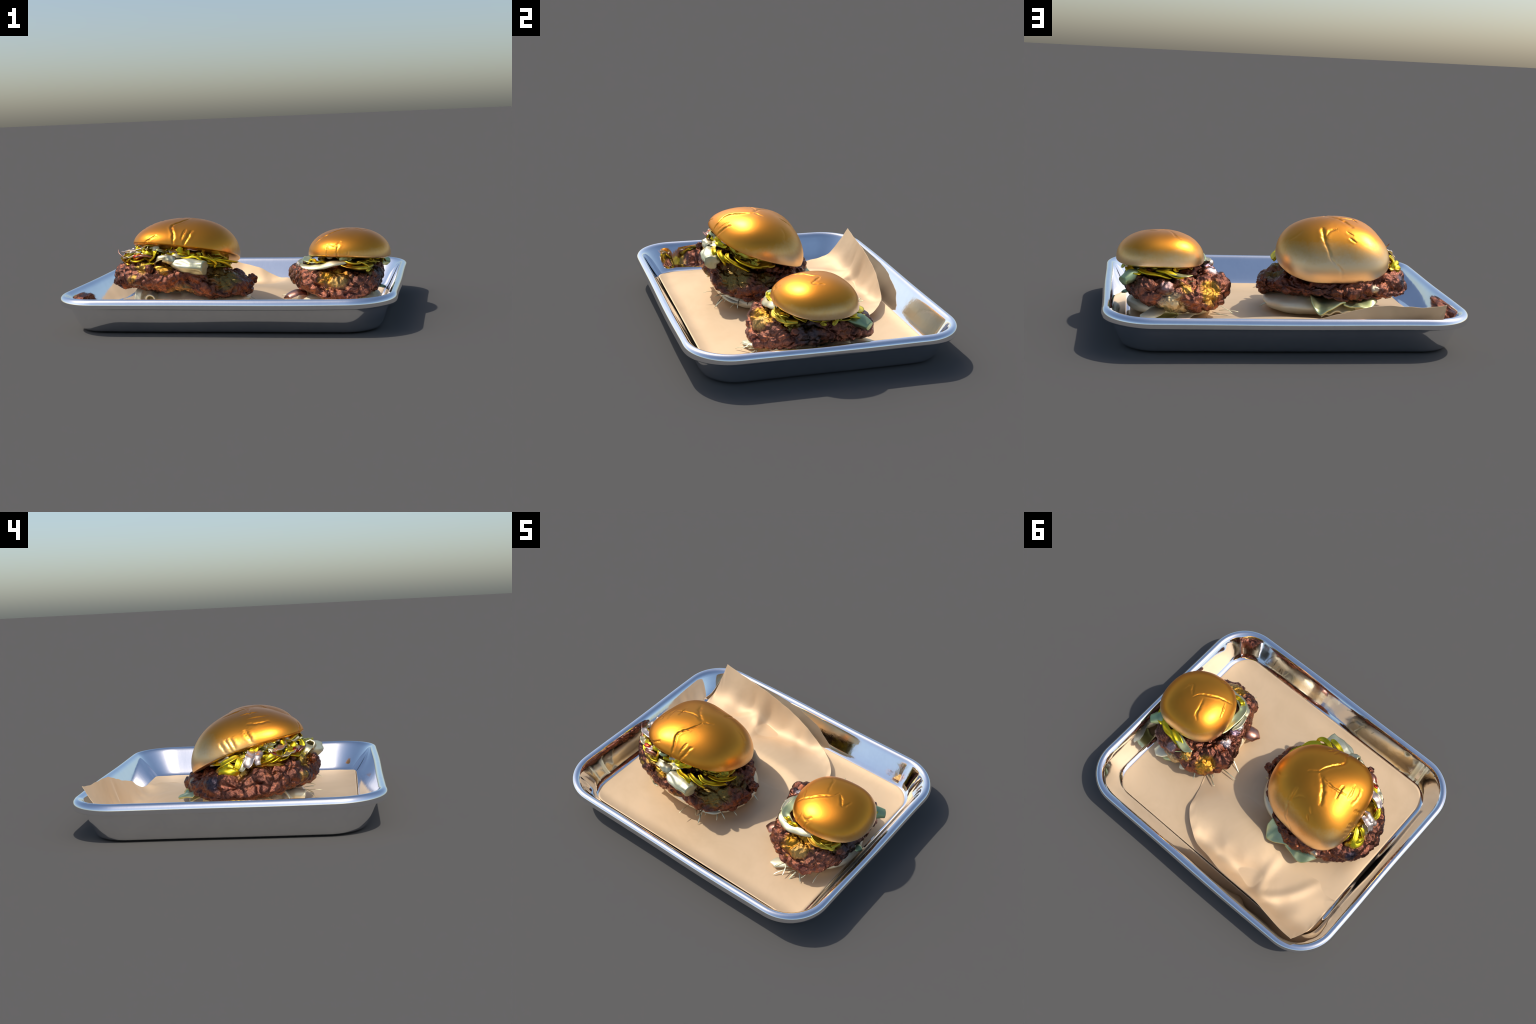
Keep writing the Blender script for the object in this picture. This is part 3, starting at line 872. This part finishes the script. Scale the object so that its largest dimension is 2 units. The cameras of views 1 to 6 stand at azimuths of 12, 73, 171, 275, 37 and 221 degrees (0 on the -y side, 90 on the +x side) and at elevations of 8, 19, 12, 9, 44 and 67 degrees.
    for i, c in enumerate([
        [(-0.630, -0.315, 0.378), (-0.600, -0.350, 0.370), (-0.565, -0.358, 0.372), (-0.53, -0.358, 0.385)],
        [(-0.625, -0.30, 0.395), (-0.595, -0.335, 0.402), (-0.56, -0.335, 0.405)],
        [(-0.50, -0.37, 0.372), (-0.47, -0.378, 0.395), (-0.46, -0.365, 0.425), (-0.47, -0.34, 0.43)],
        [(-0.56, -0.36, 0.352), (-0.50, -0.378, 0.354), (-0.46, -0.378, 0.362)],
        [(-0.705, -0.17, 0.345), (-0.72, -0.205, 0.362), (-0.705, -0.235, 0.385), (-0.67, -0.245, 0.405)],
        [(-0.705, -0.20, 0.345), (-0.705, -0.235, 0.36), (-0.68, -0.265, 0.385), (-0.63, -0.27, 0.405)],
        [(-0.675, -0.255, 0.352), (-0.655, -0.295, 0.37), (-0.62, -0.31, 0.395)],
        [(-0.70, 0.045, 0.318), (-0.715, 0.02, 0.352), (-0.70, -0.02, 0.372), (-0.67, -0.06, 0.385)],
        [(-0.735, -0.05, 0.325), (-0.725, -0.06, 0.355), (-0.69, -0.07, 0.38)],
    ]):
        strip("relish_ribbon", g, MAT_YELLOW, c, 0.038, 0.012, up=(-0.4, -0.3, 1), cup=1.4, wave=0.002, waves=1.3, seed=i)
    strip("browned_onion", g, MAT_BROWN, [(-0.585, -0.36, 0.385), (-0.55, -0.385, 0.402), (-0.51, -0.385, 0.402), (-0.47, -0.375, 0.39)], 0.036, 0.010, cup=1.8)
    nugget("tomato_bit", g, MAT_RED, (-0.580, -0.345, 0.396), (0.035, 0.018, 0.016), 5.1)
    nugget("tomato_bit", g, MAT_RED, (-0.695, -0.235, 0.388), (0.008, 0.022, 0.018), 6.1)
    nugget("mustard_drop", g, MAT_AMBER, (-0.42, -0.405, 0.325), (0.050, 0.028, 0.026), 8.2, 0.2)
    nugget("mustard_drop", g, MAT_AMBER, (-0.64, -0.17, 0.338), (0.08, 0.12, 0.020), 9.2, 0.25)
    nugget("mustard_drop", g, MAT_AMBER, (-0.70, 0.0, 0.315), (0.05, 0.06, 0.02), 9.9, 0.25)
    nugget("lettuce_bed", g, MAT_OLIVE, (-0.36, -0.10, 0.335), (0.26, 0.17, 0.040), 2.2, 0.15)
    nugget("lettuce_bed", g, MAT_OLIVE, (-0.18, -0.13, 0.312), (0.13, 0.11, 0.030), 4.4, 0.2)
    nugget("lettuce_bed", g, MAT_YELLOW, (-0.45, -0.19, 0.365), (0.17, 0.10, 0.032), 5.4, 0.25)
    strip("stem", g, MAT_BROWN, [(-0.665, -0.30, 0.375), (-0.70, -0.27, 0.385), (-0.735, -0.24, 0.402), (-0.748, -0.222, 0.425)], 0.008, 0.006, taper=(1, .1))
    nugget("meat_lump", g, meat, (-0.485, -0.435, 0.335), (0.026, 0.024, 0.026), 7.7, 0.3)

    # lower leaves
    leaf_sheet("lettuce_leaf", g, MAT_LETTUCE, [(-0.19, 0.10, 0.165), (-0.26, 0.12, 0.168), (-0.33, 0.13, 0.170), (-0.38, 0.13, 0.168)],
               [(-0.185, 0.235, 0.160), (-0.218, 0.305, 0.100), (-0.275, 0.302, 0.130), (-0.335, 0.285, 0.158), (-0.372, 0.272, 0.162)],
               bulge=0.026, ruffle=0.004, waves=1.0, seed=1)
    leaf_sheet("lettuce_leaf", g, MAT_LETTUCE, [(-0.36, 0.12, 0.166), (-0.43, 0.13, 0.168), (-0.50, 0.14, 0.168), (-0.55, 0.13, 0.165)],
               [(-0.366, 0.274, 0.160), (-0.41, 0.288, 0.140), (-0.46, 0.298, 0.146), (-0.525, 0.288, 0.146), (-0.575, 0.21, 0.160)],
               bulge=0.024, ruffle=0.004, waves=1.0, seed=2.2)
    leaf_sheet("lettuce_leaf", g, MAT_RIB, [(-0.24, 0.10, 0.14), (-0.32, 0.11, 0.14), (-0.42, 0.11, 0.14)],
               [(-0.235, 0.275, 0.085), (-0.33, 0.255, 0.105), (-0.45, 0.26, 0.105)], bulge=0.02, ruffle=0.006, waves=1.5, seed=3)
    pack_filling(g, BIG_CROWN, BIG_PATTY, (-3.35, -1.15), 74, 5, [(MAT_OLIVE, 4), (MAT_YELLOW, 6), (MAT_LETTUCE, 3), (MAT_ONION, 2), (MAT_ONION_PINK, 1.5)],
                 ("pickle_shred", "relish_ribbon", "lettuce_shred", "onion_slice", "onion_slice"), (0.70, 0.93))
    pack_filling(g, BIG_CROWN, BIG_PATTY, (-1.15, -0.35), 16, 6, [(MAT_OLIVE, 6), (MAT_LETTUCE_DARK, 1)], ("pickle_shred", "lettuce_shred"))
    # crumpled pale leaf squeezed out under the front of the patty
    leaf_sheet("lettuce_leaf", g, MAT_RIB, [(-0.60, -0.14, 0.195), (-0.52, -0.22, 0.195), (-0.38, -0.26, 0.185), (-0.22, -0.27, 0.170), (-0.08, -0.22, 0.150)],
               [(-0.635, -0.215, 0.125), (-0.59, -0.290, 0.105), (-0.49, -0.340, 0.120), (-0.40, -0.360, 0.100), (-0.32, -0.372, 0.112), (-0.22, -0.360, 0.095),
                (-0.10, -0.310, 0.095)], bulge=0.014, ruffle=0.016, waves=4.0, n=110, seed=4, thick=0.008)
    for i, c in enumerate([
        [(-0.56, -0.20, 0.205), (-0.60, -0.285, 0.175), (-0.610, -0.310, 0.11), (-0.592, -0.260, 0.046)],
    ]):
        c[-1] = (c[-2][0], c[-2][1], 0.05)
        strip("lettuce_rib", g, MAT_RIB if i % 2 == 0 else MAT_LETTUCE, c, 0.045, 0.010, up=(0, -1, 0.6), cup=1.0, taper=(1, .7))
    strip("lettuce_leaf", g, MAT_RIB, [(-0.30, -0.20, 0.135), (-0.20, -0.30, 0.12), (-0.10, -0.30, 0.11), (-0.02, -0.24, 0.10)], 0.12, 0.008, cup=-0.8)
    tube("onion_roll", g, MAT_RIB, [(-0.50, -0.28, 0.145), (-0.505, -0.33, 0.143), (-0.505, -0.385, 0.137)], [0.025, 0.035, 0.032], hollow=0.010)

    ang = [-0.90, -0.86, -0.76, -0.73, -0.70, -0.52, -0.49, -0.28, -0.02, 0.22, 0.26, 0.33, -1.05]
    fine = sprouts(g, rim_sprouts(BIG_PATTY, ang, 0.115, 11, (0.04, 0.125), 0.80, 0.0075), 12)
    merge_stuff("sprouts", g, fine)
    fine = sprouts(g, rim_sprouts(BIG_PATTY, [2.55, 2.62, 2.68, 2.75, 2.8, 2.86], 0.285, 17, (0.04, 0.07), 0.80, 0.004), 18, MAT_BROWN)
    merge_stuff("browned_threads", g, fine)
    for i, (c, s) in enumerate([((0.060, -0.060, 0.205), 0.036), ((0.03, -0.19, 0.185), 0.034)]):
        nugget("meat_lump", g, meat, c, (s, s * .9, s * .85), 30 + i, 0.4)
    return g


build_big_burger()


def build_small_burger():
    base = np.array([0.62, -0.04, FLOOR])
    g = empty("small_burger", base, "small hamburger with round glossy bun on a ragged square patty", "hamburger")

    def L(p):
        return tuple(np.array(p) - base)
    mat = bun_material("toasted_bun_small", 0.285 - FLOOR, 0.20, [(L((0.60, -0.24, 0.36)), 0.05, (0.75, 0.36, 0.14))])
    build_crown(g, SMALL_CROWN, mat, SMALL_GROOVES, 460, 200, 8.0)
    meat = meat_material("seared_mince_small", [
        (L((0.61, -0.315, 0.275)), 0.100, (0.50, 0.235, 0.02), 0.6), (L((0.64, -0.345, 0.24)), 0.06, (0.45, 0.26, 0.08), 0.8),
        (L((0.389, 0.218, 0.237)), 0.075, (0.55, 0.27, 0.03), 0.6), (L((0.401, 0.26, 0.18)), 0.05, (0.48, 0.25, 0.04), 0.5),
        (L((0.529, 0.259, 0.25)), 0.05, (0.52, 0.28, 0.05), 0.7), (L((0.369, 0.027, 0.299)), 0.04, (0.62, 0.52, 0.50), 0.7),
        (L((0.38, -0.08, 0.31)), 0.04, (0.52, 0.36, 0.44), 0.7), (L((0.643, 0.277, 0.262)), 0.04, (0.40, 0.26, 0.24), 0.6),
        (L((0.62, 0.30, 0.12)), 0.10, (0.55, 0.42, 0.22), 0.5), (L((0.68, -0.38, 0.14)), 0.05, (0.13, 0.045, 0.035), 0.7),
        (L((0.84, -0.12, 0.24)), 0.10, (0.09, 0.07, 0.07), 0.6), (L((0.79, -0.2, 0.29)), 0.05, (0.30, 0.24, 0.05), 0.5)])
    build_patty(g, SMALL_PATTY, meat, 460, 190, 5.9)

    heel = [0.60, -0.045, 0.090, 0.0, 0.0, 0.262, 0.058, 0.052, 2.3, 2.6, 0.0, 0.0, 0.02, 0.0, -0.02, 0.0, 0, 0, 0, 0]
    P, F = blob(heel, 140, 50)
    P[:, 2] += 0.006 * fbm(P, 9, 2, 15.0)
    P[:, 2] = np.maximum(P[:, 2], FLOOR + 0.0005)
    mesh_object("bun_heel", P, F, MAT_HEEL, g)

    nugget("lettuce_bed", g, MAT_OLIVE, (0.665, -0.03, 0.315), (0.18, 0.165, 0.026), 12.2, 0.12)
    # white onion slice and pale lettuce at the front left
    strip("onion_slice", g, MAT_ONION, [(0.395, -0.195, 0.315), (0.43, -0.245, 0.312), (0.50, -0.278, 0.312), (0.58, -0.278, 0.328), (0.68, -0.262, 0.342)],
          0.052, 0.008, up=(0.1, -0.7, 1), cup=-0.7, taper=(0.35, 0.6), wave=0.003)
    strip("lettuce_leaf", g, MAT_LETTUCE, [(0.46, 0.05, 0.335), (0.435, -0.05, 0.338), (0.43, -0.15, 0.338), (0.445, -0.225, 0.335), (0.53, -0.26, 0.335)],
          0.060, 0.007, cup=0.7, wave=0.004, taper=(.4, .5))
    strip("relish_ribbon", g, MAT_YELLOW, [(0.425, -0.20, 0.330), (0.455, -0.235, 0.330), (0.475, -0.25, 0.348), (0.51, -0.26, 0.335), (0.58, -0.255, 0.335)],
          0.030, 0.008, cup=1.2, wave=0.004)
    tube("pickle_slice", g, MAT_OLIVE, [(0.69, -0.265, 0.310), (0.74, -0.265, 0.302), (0.79, -0.235, 0.300), (0.82, -0.18, 0.305)], [0.014, 0.024, 0.024, 0.016], squash=.7)
    strip("pickle_slice", g, MAT_AMBER, [(0.635, -0.235, 0.335), (0.665, -0.268, 0.318), (0.72, -0.280, 0.308), (0.79, -0.245, 0.312)], 0.042, 0.009, up=(0, -.5, 1), cup=1.2)
    for i, c in enumerate([
        [(0.74, -0.27, 0.335), (0.78, -0.255, 0.325), (0.80, -0.235, 0.300), (0.80, -0.245, 0.275)],
        [(0.78, -0.20, 0.335), (0.815, -0.17, 0.325), (0.835, -0.14, 0.305)],
        [(0.80, -0.14, 0.330), (0.835, -0.09, 0.315), (0.840, -0.04, 0.308), (0.83, 0.02, 0.315)],
        [(0.81, 0.0, 0.325), (0.84, 0.04, 0.308), (0.845, 0.09, 0.308), (0.83, 0.13, 0.318)],
        [(0.80, 0.17, 0.325), (0.74, 0.215, 0.305), (0.67, 0.225, 0.300), (0.62, 0.245, 0.290)],
        [(0.70, 0.19, 0.325), (0.63, 0.22, 0.31), (0.58, 0.24, 0.295), (0.55, 0.235, 0.29)],
        [(0.86, 0.10, 0.325), (0.84, 0.17, 0.312), (0.79, 0.21, 0.300)],
        [(0.66, -0.25, 0.335), (0.73, -0.27, 0.328), (0.80, -0.23, 0.33)],
    ]):
        strip("relish_ribbon", g, MAT_YELLOW if i in (4, 5, 6) else MAT_OLIVE, c, 0.048, 0.011, up=(.3, 0, 1), cup=1.1, wave=0.003, waves=1.3, seed=i)
    pack_filling(g, SMALL_CROWN, SMALL_PATTY, (-2.6, 2.4), 40, 15, [(MAT_OLIVE, 7), (MAT_YELLOW, 1.5), (MAT_LETTUCE, 2), (MAT_ONION, .6)],
                 ("pickle_shred", "relish_ribbon", "lettuce_shred", "onion_slice"), (0.60, 0.84))
    # blunt green leaf stalk pointing back and right
    tube("lettuce_stalk", g, MAT_LETTUCE_DARK, [(0.74, 0.10, 0.305), (0.80, 0.14, 0.295), (0.85, 0.185, 0.282), (0.888, 0.215, 0.268)],
         [0.030, 0.046, 0.048, 0.034], squash=0.72, seg=32, lump=0.25)
    strip("lettuce_leaf", g, MAT_LETTUCE, [(0.70, 0.17, 0.315), (0.62, 0.215, 0.308), (0.55, 0.235, 0.300), (0.50, 0.225, 0.305)], 0.06, 0.006, cup=0.8, taper=(.5, .2))
    # things lying low round the patty
    strip("shallot_skin", g, MAT_BROWN, [(0.42, -0.17, 0.150), (0.365, -0.185, 0.155), (0.318, -0.20, 0.138), (0.286, -0.209, 0.110)],
          0.12, 0.010, cup=-1.7, taper=(1.0, 0.12))
    strip("lettuce_leaf", g, MAT_RIB, [(0.60, -0.31, 0.085), (0.54, -0.345, 0.078), (0.495, -0.375, 0.068), (0.463, -0.395, 0.060)], 0.09, 0.008, cup=-0.8, taper=(1, .12))
    strip("lettuce_leaf", g, MAT_RIB, [(0.68, 0.18, 0.110), (0.71, 0.25, 0.105), (0.745, 0.30, 0.098), (0.770, 0.335, 0.088)], 0.11, 0.010, cup=-0.7, taper=(1, .5))
    strip("lettuce_leaf", g, MAT_LETTUCE, [(0.60, 0.17, 0.085), (0.66, 0.235, 0.075), (0.71, 0.27, 0.055), (0.76, 0.29, 0.035)], 0.12, 0.010, cup=-0.9, taper=(1, .5))
    strip("lettuce_leaf", g, MAT_RIB, [(0.50, 0.16, 0.085), (0.55, 0.23, 0.075), (0.58, 0.27, 0.05), (0.60, 0.28, 0.028)], 0.09, 0.010, cup=-0.9, taper=(1, .5))
    strip("lettuce_leaf", g, MAT_LETTUCE_DARK, [(0.80, -0.03, 0.155), (0.845, -0.03, 0.158), (0.875, -0.028, 0.152), (0.893, -0.027, 0.143)], 0.06, 0.012, cup=-0.9, taper=(1, .3))
    nugget("onion_bit", g, MAT_ONION_PINK, (0.378, -0.115, 0.305), (0.024, 0.030, 0.022), 23)
    strip("onion_slice", g, MAT_ONION, [(0.40, -0.20, 0.318), (0.385, -0.13, 0.322), (0.395, -0.06, 0.328)], 0.035, 0.008, cup=1)

    ang = [-1.72, -1.66, -1.47, -1.43, -1.38, -1.22, -1.0, 2.0, 2.28, 2.34, 2.62, 2.95, -1.55]
    fine = sprouts(g, rim_sprouts(SMALL_PATTY, ang, 0.085, 21, (0.04, 0.12), 0.86, 0.0075), 22)
    merge_stuff("sprouts", g, fine)
    fine = sprouts(g, [((0.56, 0.262, 0.275), (0.5, 0.6, .5), 0.05, 0.005), ((0.54, 0.268, 0.272), (-.2, 0.8, .5), 0.045, 0.005),
                       ((0.53, 0.265, 0.272), (-.9, 0.4, .5), 0.05, 0.006)], 23, MAT_LETTUCE_DARK)
    merge_stuff("sprouts", g, fine)
    return g


build_small_burger()
